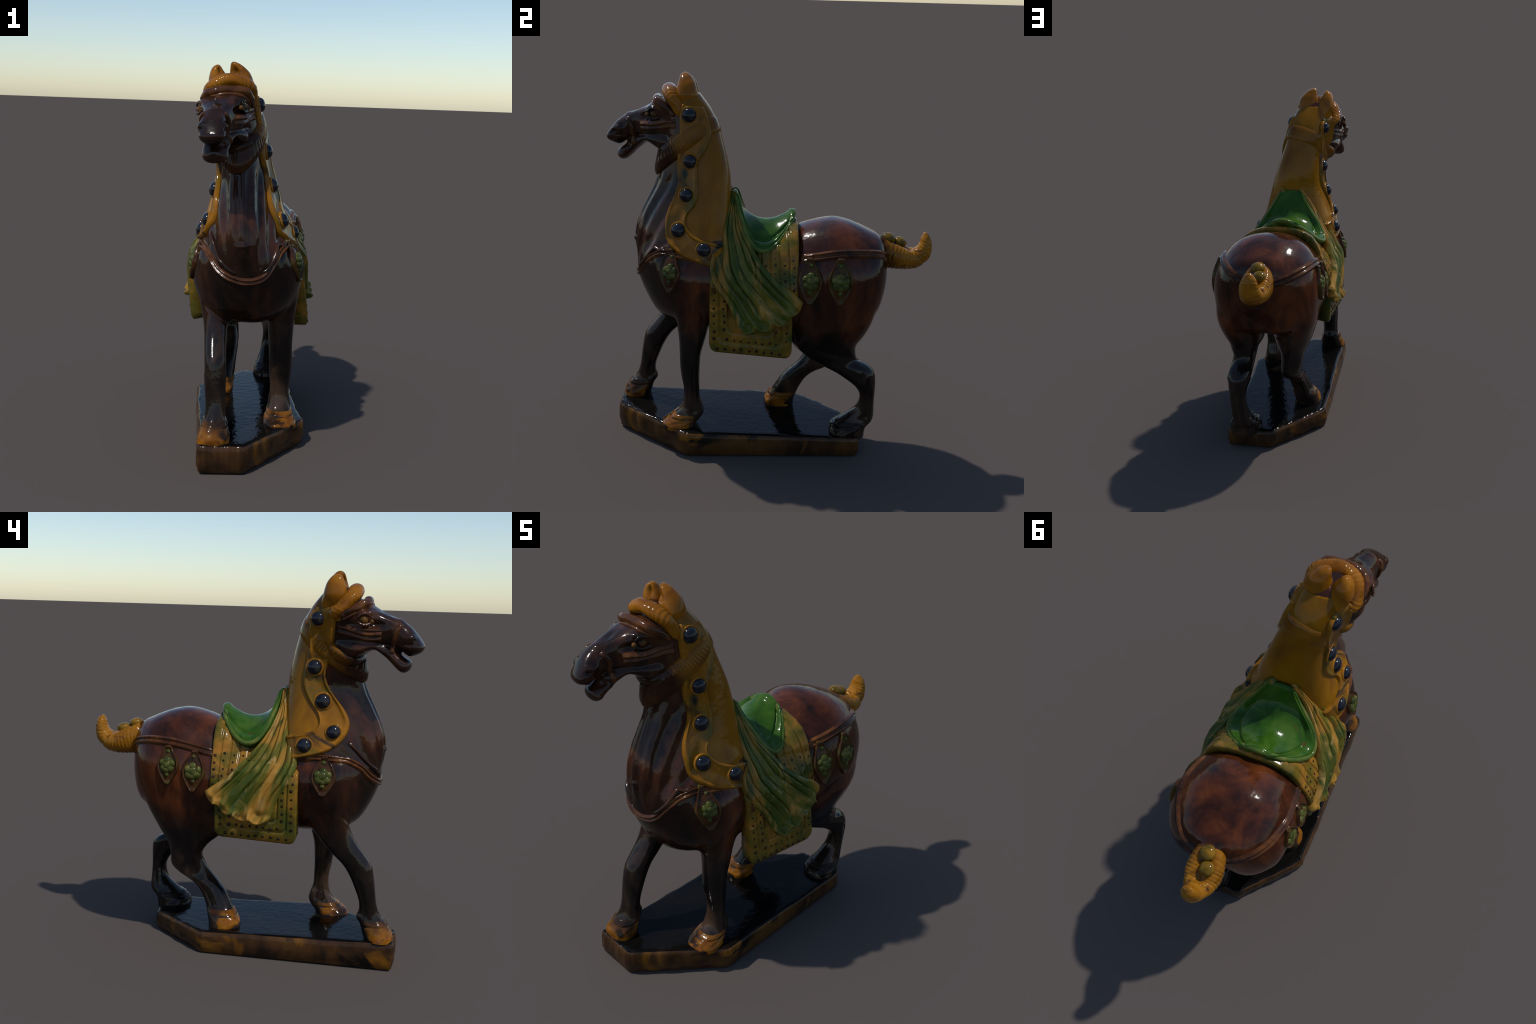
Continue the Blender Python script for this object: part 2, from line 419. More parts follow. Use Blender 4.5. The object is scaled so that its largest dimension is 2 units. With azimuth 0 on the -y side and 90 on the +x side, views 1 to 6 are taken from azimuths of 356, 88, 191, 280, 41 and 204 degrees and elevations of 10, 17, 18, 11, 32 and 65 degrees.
# tendon grooves down both faces of each cannon
for leg, z1, z0 in ((fore_left, .50, .23), (fore_right, .46, .27), (hind_left, .44, .22), (hind_right, .36, .23)):
    t = np.array(leg)[::-1]
    for f, d in ((.30, .0050), (.58, -.0030)):
        for col in (3, 4):
            pts = []
            for zz in np.linspace(z1, z0, 7):
                yf, yb, xx = (np.interp(zz, t[:, 0], t[:, k]) for k in (1, 2, col))
                pts.append((xx, yb + (yf - yb) * f, zz))
            BV = crease(BV, pts, .009, d, 40)
for pts, w, d in (([(.205, -.505, .78), (.150, -.525, .735), (.095, -.505, .705)], .010, .008), ([(.225, -.345, .82), (.215, -.335, .74), (.205, -.335, .66)], .010, .007),
                  ([(-.255, -.525, .79), (-.200, -.560, .745), (-.140, -.545, .70)], .010, .007), ([(.23, .20, .66), (.25, .34, .60), (.235, .46, .56)], .022, .006),
                  ([(.30, .16, .84), (.29, .14, .74), (.25, .15, .66)], .016, .007), ([(-.27, .15, .84), (-.262, .12, .74), (-.23, .17, .62), (-.18, .22, .53)], .014, .007),
                  ([(.24, .50, .52), (.24, .54, .47), (.235, .52, .42)], .012, -.006), ([(-.145, -.64, 1.42), (-.155, -.66, 1.25), (-.150, -.705, 1.08)], .008, -.008),
                  ([(-.02, -.64, 1.42), (-.01, -.66, 1.25), (.005, -.705, 1.08)], .008, -.008), ([(-.10, -.71, 1.12), (-.02, -.72, 1.13)], .012, -.008)):
    BV = crease(BV, pts, w, d)
# root mean grain of hand-modelled clay
for k in range(14):
    d = rng.normal(size=3); d /= np.linalg.norm(d)
    f = rng.uniform(9, 30)
    BV = BV + SN * (.00055 * np.sin(BV @ d * f + rng.uniform(0, TAU)))[:, None]
BN = normals(BV)
BVH = BVHTree.FromPolygons([tuple(v) for v in BV], BF)

# ------------------------------------------------------------------ splitting the body
FC = np.array([BV[list(f)].mean(0) for f in BF])
fx, fy, fz = FC.T
left = fx > axis_x(fy)
collar_plane = (fz - 1.62) * .80 - (fy + .42) * .62      # >0 in front of / above the collar
region = np.full(len(BF), 0)
region[(fz > 1.05) & (fy < -.15) & ((fz - 1.05) > (fy + .30) * .6 - .05) & (fz - 1.12 > (-.55 - fy) * 0)] = 1
region[(region == 1) & (collar_plane > 0) & (fz > 1.45)] = 2
region[(fy < -.26) & (fz < .74)& left & (fx > .04)] = 3
region[(fy < -.26) & (fz < .76) & ~left & (fx < -.09)] = 4
region[(fy > -.10) & (fz < .70) & (fx > .055)] = 5
region[(fy > -.10) & (fz < .70) & (fx <= .045)] = 6
belly = (fz > .655) & (np.abs(fx - axis_x(fy)) < .05) & (fz < .74)
region[belly] = 0
PART = {}
ALLN = BN
for rid, nm, mat in ((0, 'torso', M_BODY), (1, 'neck', M_BODY), (2, 'head', M_BODY), (3, 'forelimb', M_BODY),
                     (4, 'forelimb', M_BODY), (5, 'hindlimb', M_BODY), (6, 'hindlimb', M_BODY)):
    idx = np.nonzero(region == rid)[0]
    used = np.unique(np.concatenate([BF[i] for i in idx]))
    remap = {int(v): k for k, v in enumerate(used)}
    o = mesh_obj(nm, BV[used], [tuple(remap[v] for v in BF[i]) for i in idx], mat)
    o.data.normals_split_custom_set_from_vertices([tuple(n) for n in ALLN[used]])
    PART[rid] = adopt(o, HORSE)
TORSO, NECK, HEAD = PART[0], PART[1], PART[2]

# ------------------------------------------------------------------ surface tools
def side_pt(yv, zv, s):
    """where a level ray from the side s (+1 or -1 in x) meets the body"""
    h = BVH.ray_cast(Vector((s * 1.5, float(yv), float(zv))), Vector((-s, 0, 0)))
    return np.array(h[0]) if h[0] is not None else None
def near(p):
    h = BVH.find_nearest(Vector(tuple(map(float, p))))
    return np.array(h[0]), np.array(h[1])
def grid_normals(P, out):
    du = np.gradient(P, axis=0); dv = np.gradient(P, axis=1)
    n = np.cross(du, dv)
    n /= np.maximum(np.linalg.norm(n, axis=2), 1e-9)[..., None]
    if (n * out).sum() < 0:
        n = -n
    return n
def blur(P, it):
    """relax a grid, keeping its border"""
    for _ in range(it):
        Q = P.copy()
        Q[1:-1, 1:-1] = (P[:-2, 1:-1] + P[2:, 1:-1] + P[1:-1, :-2] + P[1:-1, 2:]) / 4
        Q[0, 1:-1] = (P[0, :-2] + P[0, 2:]) / 2
        Q[-1, 1:-1] = (P[-1, :-2] + P[-1, 2:]) / 2
        Q[1:-1, 0] = (P[:-2, 0] + P[2:, 0]) / 2
        Q[1:-1, -1] = (P[:-2, -1] + P[2:, -1]) / 2
        P = P * .5 + Q * .5
    return P
def slab(name, P, N, h, depth, mat):
    """closed solid: outer face P+N*h, inner face P-N*depth"""
    m, n = P.shape[:2]
    A = (P + N * (h[..., None] if np.ndim(h) else h)).reshape(-1, 3)
    dep = depth[..., None] if np.ndim(depth) else depth
    B = (P - N * dep).reshape(-1, 3)
    V = np.vstack([A, B]); k = m * n
    F = []
    for i in range(m - 1):
        for j in range(n - 1):
            a, b, c, d = i*n + j, i*n + j + 1, (i+1)*n + j + 1, (i+1)*n + j
            F.append((a, b, c, d)); F.append((k+d, k+c, k+b, k+a))
    loop = [j for j in range(n)] + [i*n + n-1 for i in range(1, m)] + [(m-1)*n + j for j in range(n-2, -1, -1)] + [i*n for i in range(m-2, 0, -1)]
    for a, b in zip(loop, loop[1:] + loop[:1]):
        F.append((b, a, k+a, k+b))
    return fix_normals(mesh_obj(name, V, F, mat))
def rim(m, n, wu, wv, power=2.0):
    """0 at the border of an m x n grid, 1 inside, round shoulder of width wu/wv (in 0..1)"""
    u = np.linspace(0, 1, m)[:, None]; v = np.linspace(0, 1, n)[None]
    a = np.clip(np.minimum(u, 1 - u) / wu, 0, 1) if wu else np.ones((m, 1))
    b = np.clip(np.minimum(v, 1 - v) / wv, 0, 1) if wv else np.ones((1, n))
    d = np.minimum(a, b)
    return (1 - (1 - d) ** power) ** (1 / power)
def ribbon(name, pts, width, prof, mat, sink=.012, m=80, project=True, taper=True):
    """strap: centre line laid on the body; prof(t) height across, t in -1..1"""
    C = spline(pts, m)
    Nn = np.zeros_like(C)
    if project:
        for i, p in enumerate(C):
            C[i], Nn[i] = near(p)
    for _ in range(6):
        C[1:-1] = C[1:-1] * .5 + (C[:-2] + C[2:]) * .25
        Nn[1:-1] = Nn[1:-1] * .5 + (Nn[:-2] + Nn[2:]) * .25
    Nn /= np.linalg.norm(Nn, axis=1)[:, None]
    T = np.gradient(C, axis=0); T /= np.linalg.norm(T, axis=1)[:, None]
    S = np.cross(Nn, T); S /= np.linalg.norm(S, axis=1)[:, None]
    k = 17
    tt = np.linspace(-1, 1, k)
    P = C[:, None] + S[:, None] * (tt * width / 2)[None, :, None]
    h = np.tile(prof(tt)[None], (m, 1))
    if taper:
        e = np.minimum(np.arange(m), np.arange(m)[::-1]) / 9
        h = h * np.clip(e, 0, 1)[:, None] ** .5
    return slab(name, P, np.repeat(Nn[:, None], k, 1), h, sink, mat)
def dome(t, h):
    return h * np.sqrt(np.clip(1 - t ** 2, 0, 1))
def tube(name, pts, r, mat, m=60, n=20, squash=1.0):
    """round or oval bar through points; r = radius or table of radii"""
    C = spline(pts, m)
    T = np.gradient(C, axis=0); T /= np.linalg.norm(T, axis=1)[:, None]
    rr = np.interp(np.linspace(0, 1, m), np.linspace(0, 1, len(r)), r) if np.ndim(r) else np.full(m, r)
    up = np.array([0, 0, 1.0])
    R = []
    th = np.linspace(0, TAU, n, endpoint=False)
    for i in range(m):
        a = np.cross(T[i], up); a /= max(np.linalg.norm(a), 1e-6)
        b = np.cross(a, T[i])
        R.append(C[i] + rr[i] * (np.cos(th)[:, None] * a + squash * np.sin(th)[:, None] * b))
    v, f = ring_mesh(np.array(R))
    return fix_normals(mesh_obj(name, v, f, mat))
def frame(n):
    n = n / np.linalg.norm(n)
    up = np.array([0, 0, 1.0])
    b = up - n * (up @ n); b /= np.linalg.norm(b)
    return np.cross(b, n), b, n
def revolve(prof, n=28):
    """profile (r, h) turned about local z"""
    th = np.linspace(0, TAU, n, endpoint=False)
    return np.array([[(r*math.cos(t), r*math.sin(t), h) for t in th] for r, h in prof])
def place(L, c, n):
    a, b, w = frame(n)
    return c + L[..., 0:1] * a + L[..., 1:2] * b + L[..., 2:3] * w

# ------------------------------------------------------------------ plinth
def plinth():
    corners = [(-.280, -.818), (-.046, -.826), (.292, -.430), (.274, .512), (.004, .516), (-.276, .200)]
    pts, rad = [], .022
    k = len(corners)
    for i in range(k):
        a, b, c = (np.array(corners[j % k]) for j in (i - 1, i, i + 1))
        p = b + (a - b) / np.linalg.norm(a - b) * rad
        q = b + (c - b) / np.linalg.norm(c - b) * rad
        for t in np.linspace(0, 1, 7):
            pts.append((1-t)**2 * p + 2*t*(1-t) * b + t*t * q)
        nxt = np.array(corners[(i+2) % k])
        q2 = c + (b - c) / np.linalg.norm(b - c) * rad
        for t in np.linspace(0, 1, 26)[1:-1]:
            pts.append(q + (q2 - q) * t)
    P = np.array(pts); n = len(P)
    T = np.roll(P, -1, 0) - np.roll(P, 1, 0)
    O = np.c_[T[:, 1], -T[:, 0]]; O /= np.linalg.norm(O, axis=1)[:, None]
    if (O * (P - P.mean(0))).sum() < 0: O = -O
    ctr = np.array([0.0, -.12])
    s = np.arange(n)
    wob = .0022*np.sin(s*.31) + .0016*np.sin(s*.83 + 1) + .0012*np.sin(s*1.7)
    prof = [(-.030, 0), (-.018, .0), (-.006, .010), (-.004, .026), (.001, .034), (.001, .060), (-.001, .088), (-.004, .101),
            (-.010, .1095), (-.018, .1135)]
    V = []
    for d, h in prof:
        q = P + O * (d + wob * (h > .01))[:, None]
        V.append(np.c_[q, (np.full(n, h) + wob * .9 * ((h > .03) & (h < .112))) * (.1265 - .030 * q[:, 1]) / .114])
    for f in (.97, .9, .80, .7, .6, .5, .4, .3, .2, .1):
        q = ctr + (P + O * -.018 - ctr) * f
        V.append(np.c_[q, .1265 - .030 * q[:, 1]])
    R = np.array(V)
    v, f = ring_mesh(R)
    o = fix_normals(mesh_obj('plinth', v, f, M_BASE))
    o.data.materials.append(M_BASE_SIDE)
    for p in o.data.polygons:
        if min(p.vertices) // n < 8:          # the wall, up to the shoulder of the edge
            p.material_index = 1
    return adopt(o, HORSE)
plinth()

# ------------------------------------------------------------------ hooves
HOOF = {3: (fore_left, .205, M_HOOF), 4: (fore_right, .248, M_HOOF), 5: (hind_left, .185, M_LEG), 6: (hind_right, .215, M_HOOF)}
for rid, (rows, top, mat) in HOOF.items():
    full = np.array(rows)[::-1]
    out = []
    for zz in list(np.linspace(top, {3: .128, 4: .143}.get(rid, .112), 9)):
        g = .0045 if zz < top - .02 else .0025
        r = [np.interp(zz, full[:, 0], full[:, k]) for k in range(1, 5)]
        out.append([zz, r[0] - g + max(0, .150 - zz) * .35, r[1] + g * .3 - .010, r[2] - g, r[3] + g])
    R = rings(slices_z(out, 2.4), 40, 56)
    ctr = R.mean(1, keepdims=True)
    th = np.linspace(0, TAU, 56, endpoint=False)[None]
    k = np.linspace(0, 1, 40)[:, None]
    # coronet groove, cleft toe and hand-pinched lumps
    f = 1 - .05 * np.exp(-((k - .30) / .06) ** 2) + .035 * np.exp(-((k - .16) / .09) ** 2) + .018 * np.sin(3*th + 5*k + rid) + .014 * np.sin(7*th + 11*k)
    R = ctr + (R - ctr) * np.stack([f, f, np.ones_like(f)], -1)
    v, f = ring_mesh(R)
    adopt(fix_normals(mesh_obj('hoof', v, f, mat)), PART[rid])

# ------------------------------------------------------------------ blanket under the saddle
WRAP = [(.56, .245), (.60, .268), (.66, .284), (.74, .293), (.82, .298), (.88, .299), (.96, .294), (1.03, .276), (1.09, .252), (1.14, .228), (1.18, .198), (1.21, .150), (1.232, .08), (1.238, 0)]
FLARE = [(.56, .066), (.62, .056), (.70, .034), (.80, .012), (.88, 0), (1.3, 0)]      # the left flap stands further out at its foot
def wrap_x(zv, s=-1):
    return interp(WRAP, zv) + (interp(FLARE, zv) if s > 0 else -.006 * np.exp(-((np.asarray(zv) - 1.12) / .08) ** 2))
def tuck(y, z):
    """the cloths close in on the withers, above the flank and ahead of the croup"""
    return .13 * np.clip((.13 - y) / .12, 0, 1) * np.clip((z - 1.0) / .10, 0, 1)
def blanket():
    ny = 150
    ys = np.linspace(-.300, .152, ny)
    R = .042
    bottoms = {}
    for s in (1, -1):
        b = []
        for q in ys:
            base = .612 - .055 * (q + .1) if s > 0 else .646 + .02 * (q + .1)
            e = min(q - ys[0], ys[-1] - q)
            e = max(e, 0)
            if e < R: base += R * (1 - math.sqrt(max(0, 1 - ((R - e) / R) ** 2)))
            b.append(base)
        bottoms[s] = np.array(b)
    tz = np.array(WRAP)[:, 0]
    na = 120
    cols = []
    for j, q in enumerate(ys):
        half = {}
        for s in (1, -1):
            t = np.linspace(0, 1, na)
            zz = bottoms[s][j] + (1.238 - bottoms[s][j]) * (1 - (1 - t) ** 1.6)
            half[s] = np.c_[axis_x(q) + s * wrap_x(zz, s), np.full(na, q), zz]
        cols.append(np.vstack([half[1], half[-1][::-1][1:]]))
    P = np.array(cols).transpose(1, 0, 2)
    # the rear edge of the flaps is cut back below the drape
    zz = P[..., 2]
    fr = (P[..., 1] - ys[0]) / (ys[-1] - ys[0])
    P[..., 1] -= fr * .026 * np.clip((.90 - zz) / .06, 0, 1)
    P[..., 2] += fr * .018 * (zz > 1.1)
    # sunk under the saddle and under the gathers of the drape
    k = np.clip((P[..., 1] - .02) / .09, 0, 1)
    P[..., 2] = np.where(P[..., 2] > 1.13, 1.13 + (P[..., 2] - 1.13) * (.2 + .8 * k), P[..., 2])
    P[..., 0] -= (P[..., 0] - axis_x(P[..., 1])) * tuck(P[..., 1], P[..., 2])
    k = np.clip((-.02 - P[..., 1]) / .10, 0, 1) * np.clip((P[..., 2] - .995) / .09, 0, 1)
    P[..., 0] -= (P[..., 0] - axis_x(P[..., 1])) * .30 * k
    P = blur(P, 4)
    ctr = np.array([0, -.07, .85])
    N = grid_normals(P, P - ctr)
    m, n = P.shape[:2]
    h = .010 * rim(m, n, .035, .03)
    N[:, 0] = N[:, 2]; N[:, 1] = N[:, 2]; N[:, -1] = N[:, -3]; N[:, -2] = N[:, -3]
    # incised lines: border of the flap, and upright stripes behind the saddle
    Y, Z = P[..., 1], P[..., 2]
    sgn = np.sign(P[..., 0] - axis_x(Y))
    bot = np.where(sgn > 0, .612 - .055 * (Y + .1), .646 + .02 * (Y + .1))
    def box(d):
        q1 = np.minimum(Y - (-.300), .122 - Y) - d
        q2 = Z - bot - d * 1.15
        r = .03
        return np.minimum(q1, q2) + (np.where((q1 < r) & (q2 < r), -(np.hypot(r - q1, r - q2) - r) - np.minimum(q1, q2), 0))
    for d in (.052, .098):
        h -= .008 * np.exp(-(box(d) / .0048) ** 2) * (Z < .95)
    for c in (.108, .060, .012, -.036):
        h -= .008 * np.exp(-((Y - c + .02*(Z - 1.05)) / .0045) ** 2) * (Z > .87)
    return adopt(slab('saddle_blanket', P, N, h, .045 + .018 * np.clip((.86 - Z) / .12, 0, 1), M_BLANKET), HORSE)
BLANKET = blanket()

def stipple():
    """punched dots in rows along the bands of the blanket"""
    V, F = [], []
    spots = []
    for s in (1, -1):
        for c in (.131, .084, .036, -.012):
            for zz in np.arange(.93, 1.215, .036):
                q = c - .02 * (zz - 1.05)
                spots.append((q, zz + .006*math.sin(c*90), s))
        for d, st in ((.026, .040), (.075, .036)):
            bl = .625 if s > 0 else .648
            for q in np.arange(-.300 + d + .02, .122 - d, st):
                b = .612 - .055 * (q + .1) if s > 0 else .646 + .02 * (q + .1)
                spots.append((q, b + d, s))
            for zz in np.arange(bl + d + .045, 1.0, st):
                spots.append((-.300 + d, zz, s))
                if zz < .80: spots.append((.122 - d, zz, s))
    base = revolve([(.0085, -.004), (.0078, .001), (.005, .0028), (.0015, .0034)], 10)
    for q, zz, s in spots:
        if zz > np.interp(q, [-.11, -.066, -.015, .036, .08, .116], [1.18, 1.12, 1.105, 1.13, 1.175, 1.225]):
            continue
        q += random.uniform(-.004, .004); zz += random.uniform(-.004, .004)
        c = np.array([axis_x(q) + s * (wrap_x(zz, s) * (1 - tuck(q, zz)) + .0095), q, zz])
        dz = (wrap_x(zz + .01, s) - wrap_x(zz - .01, s)) / .02
        n = np.array([s * 1.0, 0, -dz])
        v, f = ring_mesh(place(base * random.uniform(.8, 1.2), c, n))
        o = len(V); V.extend(v); F.extend([tuple(i + o for i in k) for k in f])
    o = fix_normals(mesh_obj('stipple_dots', V, F, M_STIPPLE))
    o['kind'] = 'stuff'
    adopt(o, BLANKET)
stipple()

# ------------------------------------------------------------------ gathered drape, one on either side
SLOPE = [(.70, .296), (.78, .298), (.87, .300), (.98, .286), (1.09, .244), (1.148, .208), (1.243, .155), (1.337, .100), (1.42, .048)]
def drape(s):
    if s > 0:
        front = [(-.196, 1.415), (-.222, 1.35), (-.252, 1.28), (-.280, 1.196), (-.294, 1.10), (-.300, 1.030), (-.272, .965), (-.215, .892), (-.170, .802), (-.132, .735)]
        rear = [(-.172, 1.408), (-.163, 1.33), (-.134, 1.235), (-.086, 1.160), (-.023, 1.067), (.063, .992), (.143, .936), (.182, .895)]
        lobes = [(-.099, .770, .034), (-.020, .785, .036), (.073, .815, .040), (.148, .855, .034)]
    else:
        front = [(-.200, 1.415), (-.228, 1.35), (-.252, 1.28), (-.262, 1.20), (-.284, 1.10), (-.286, 1.03), (-.252, .955), (-.208, .885), (-.182, .81), (-.160, .75)]
        rear = [(-.180, 1.400), (-.172, 1.32), (-.145, 1.235), (-.100, 1.152), (-.035, 1.069), (.035, .995), (.125, .922), (.178, .883)]
        lobes = [(-.102, .785, .042), (-.020, .775, .038), (.075, .808, .038), (.150, .850, .032)]
    ns, nt = 220, 170
    Fc, Rc = spline(front, nt), spline(rear, nt)
    S = np.linspace(0, 1, ns)[:, None, None]
    t = np.linspace(0, 1, nt)[None]
    YZ = Fc[None] * (1 - S) + Rc[None] * S
    sag = np.array([.020, -.052]) if s > 0 else np.array([.022, -.048])
    bell = np.sin(math.pi * S[..., 0]) ** .8
    scal = np.abs(np.sin(math.pi * 4 * S[..., 0])) ** 1.1
    YZ = YZ + (t ** 5)[..., None] * (bell[..., None] * sag + (scal[..., None] - .6) * sag * .30)
    Y, Z = YZ[..., 0], YZ[..., 1]
    w = np.maximum(np.clip((Y + .20) / .14, 0, 1), np.clip((1.10 - Z) / .09, 0, 1))
    side = 0 if s > 0 else -.002
    xs = side + interp(SLOPE, Z) * (1 - w) + np.maximum(wrap_x(Z, s) * (1 - tuck(Y, Z)) + .010, interp(SLOPE, Z)) * w - .006 * np.clip((-.10 - Y) / .12, 0, 1) * np.clip((1.30 - Z) / .15, 0, 1)
    P = np.stack([axis_x(Y) * np.clip((1.40 - Z) / .2, 0, 1) - .030 * np.clip((Z - 1.20) / .2, 0, 1) + s * xs, Y, Z], -1)
    N = grid_normals(P, np.array([s, 0, .2]))
    # folds: rounded ridges with sharp valleys, spreading from the pommel
    nf = 7.0
    u = S[..., 0] + .040 * np.sin(2.1 * math.pi * S[..., 0]) + .012 * np.sin(9 * S[..., 0] + 4 * t)
    ridge = np.abs(np.sin(math.pi * nf * u)) ** .42
    minor = np.abs(np.sin(math.pi * 2 * nf * u + .9)) ** .7
    wob = .75 + .35 * np.sin(5.3 * u * math.pi + 1.1 * s)
    amp = (.007 + .017 * np.clip(t * 1.6, 0, 1)) * wob
    h = amp * ridge + .0018 * minor * np.clip(t * 2.2 - .5, 0, 1)
    fade = np.clip((t - .78) / .16, 0, 1)
    h = h * (1 - .62 * fade) + .010 * fade + .007 * np.exp(-((t - .965) / .020) ** 2)
    # the hem turns over in rolled lips, open towards the folds
    for ly, lz, lr in lobes:
        r = np.hypot(Y - ly, (Z - lz) * 1.1)
        down = ((Y - ly) * .35 - (Z - lz) * .94) / np.maximum(r, 1e-6)
        arc_w = np.clip((down + .55) / .7, 0, 1)
        h = h + .019 * arc_w * np.exp(-((r - lr) / (.28 * lr)) ** 2) - .012 * np.exp(-(r / (.55 * lr)) ** 2)
    h = h * rim(ns, nt, .02, .015) + .004
    o = adopt(slab('drape', P, N, h, .024, M_DRAPE if s > 0 else M_DRAPE_AMBER), HORSE)
    # thin dark green strips along the valleys between the folds
    SV, SF = [], []
    top = P + N * h[..., None]
    for k in range(1, int(nf) + 1):
        if k / nf > .985: break
        i0 = [int(np.argmin(np.abs(u[:, j] - k / nf))) for j in range(nt)]
        a, b = int(nt * .13), int(nt * (.80 + .06 * math.sin(k * 2.4)))
        line = np.array([top[i0[j], j] - N[i0[j], j] * .0006 for j in range(a, b, 4)])
        R = []
        C = spline(line, 70)
        T = np.gradient(C, axis=0); T /= np.linalg.norm(T, axis=1)[:, None]
        for q in range(70):
            bb = np.cross(T[q], np.array([s, 0, 0.0])); bb /= np.linalg.norm(bb)
            cc = np.cross(bb, T[q])
            w = .0040 * math.sin(math.pi * (q + .5) / 70) ** .5
            R.append([C[q] + bb * w * math.cos(x) + cc * w * .8 * math.sin(x) for x in np.linspace(0, TAU, 8, endpoint=False)])
        v, f = ring_mesh(np.array(R))
        n0 = len(SV); SV.extend(v); SF.extend([tuple(x + n0 for x in y) for y in f])
    g = adopt(fix_normals(mesh_obj('dark_fold_lines', SV, SF, M_FOLD_LINE)), o)
    g['kind'] = 'stuff'
    return o
drape(1); drape(-1)

# ------------------------------------------------------------------ saddle
def saddle():
    mid = spline([(-.192, 1.400), (-.176, 1.405), (-.155, 1.355), (-.128, 1.306), (-.09, 1.270), (-.034, 1.250), (.026, 1.254), (.079, 1.277), (.116, 1.296), (.136, 1.288)], 90)
    def edge(s):
        xs = [(.050, -.190, 1.396), (.066, -.178, 1.388), (.098, -.160, 1.330), (.146, -.136, 1.258), (.190, -.108, 1.192), (.218, -.066, 1.142), (.222, -.015, 1.131),
              (.194, .036, 1.154), (.155, .080, 1.200), (.102, .116, 1.250), (.060, .134, 1.276)]
        E = spline(xs, 90)
        return np.c_[s * E[:, 0] - .022, E[:, 1], E[:, 2]]
    L, R = edge(1), edge(-1)
    C = np.c_[np.full(90, -.022), mid]
    u = np.linspace(-1, 1, 101)
    P = np.zeros((90, 101, 3))
    for j, q in enumerate(u):
        E = L if q > 0 else R
        a = abs(q)
        P[:, j, 0] = C[:, 0] + (E[:, 0] - C[:, 0]) * a
        P[:, j, 1] = C[:, 1] + (E[:, 1] - C[:, 1]) * a ** 2
        P[:, j, 2] = C[:, 2] + (E[:, 2] - C[:, 2]) * a ** 1.7
    P = blur(P, 3)
    N = grid_normals(P, np.array([0, 0, 1.0]))
    a = np.abs(u)[None]; v = np.linspace(0, 1, 90)[:, None]
    lip = np.exp(-((a - .90) / .075) ** 2)
    lip = np.maximum(lip, np.exp(-((v - .965) / .04) ** 2))
    gro = np.exp(-((a - .74) / .04) ** 2) * np.clip((v - .25) / .1, 0, 1)
    h = (.006 + .012 * lip - .009 * gro) * rim(90, 101, .03, .05)
    o = adopt(slab('saddle', P, N, h, .028, M_SEAT), HORSE)
    # rolled binding along the skirt and over the cantle
    line = list(R[4:84:4] + np.array([.002, 0, .006])) + [C[-1] + np.array([0, -.004, .010])] + list((L[4:84:4] + np.array([-.002, 0, .006]))[::-1])
    line = [np.array(p) for p in line]
    adopt(tube('saddle_binding', line, [.007, .010, .012, .013, .013, .014, .013, .013, .012, .010, .007], M_RIM, m=200, n=16), o)
    return o
saddle()

# ------------------------------------------------------------------ mane panel, border band, collar
GROOVE = {1: [(-.352, 1.835), (-.318, 1.765), (-.303, 1.700), (-.331, 1.618), (-.366, 1.562), (-.370, 1.493), (-.364, 1.410), (-.382, 1.345), (-.414, 1.310), (-.425, 1.268), (-.408, 1.228), (-.374, 1.199), (-.270, 1.172), (-.235, 1.164)],
          -1: [(-.352, 1.825), (-.322, 1.755), (-.312, 1.700), (-.316, 1.620), (-.298, 1.530), (-.290, 1.445), (-.314, 1.378), (-.368, 1.310), (-.383, 1.262), (-.361, 1.221), (-.260, 1.190), (-.225, 1.184)]}
FRONT = {1: [(-.458, 1.850), (-.470, 1.780), (-.470, 1.700), (-.476, 1.615), (-.481, 1.541), (-.474, 1.440), (-.495, 1.372), (-.524, 1.305), (-.539, 1.235), (-.532, 1.164), (-.497, 1.122), (-.445, 1.095), (-.270, 1.045), (-.235, 1.036)],
         -1: [(-.440, 1.830), (-.446, 1.760), (-.442, 1.690), (-.432, 1.620), (-.411, 1.530), (-.407, 1.480), (-.424, 1.430), (-.465, 1.375), (-.510, 1.320), (-.536, 1.259), (-.523, 1.201), (-.483, 1.151), (-.432, 1.117), (-.255, 1.072), (-.220, 1.064)]}
def side_grid(A, B, s, m, n, it=6):
    P = np.zeros((m, n, 3))
    for i in range(m):
        for j in range(n):
            q = A[i] * (1 - j / (n - 1)) + B[i] * j / (n - 1)
            h = side_pt(q[0], q[1], s)
            P[i, j] = h if h is not None else near((axis_x(q[0]) - .07 + s * .04, q[0], q[1]))[0]
    return blur(P, it)
def mane_border(s):
    m, n = 150, 34
    A, B = spline(GROOVE[s], m), spline(FRONT[s], m)
    P = side_grid(A, B, s, m, n)
    N = grid_normals(P, np.array([s, 0, .1]))
    v = np.linspace(0, 1, n)[None]
    h = .015 * rim(m, n, .022, .10) + .007 * np.exp(-((v - .90) / .06) ** 2) + .004 * np.exp(-((v - .10) / .05) ** 2) - .005 * np.exp(-((v - .5) / .3) ** 2)
    return adopt(slab('mane_border', P, N, h, .012, M_BORDER), NECK)
BORDER = {s: mane_border(s) for s in (1, -1)}

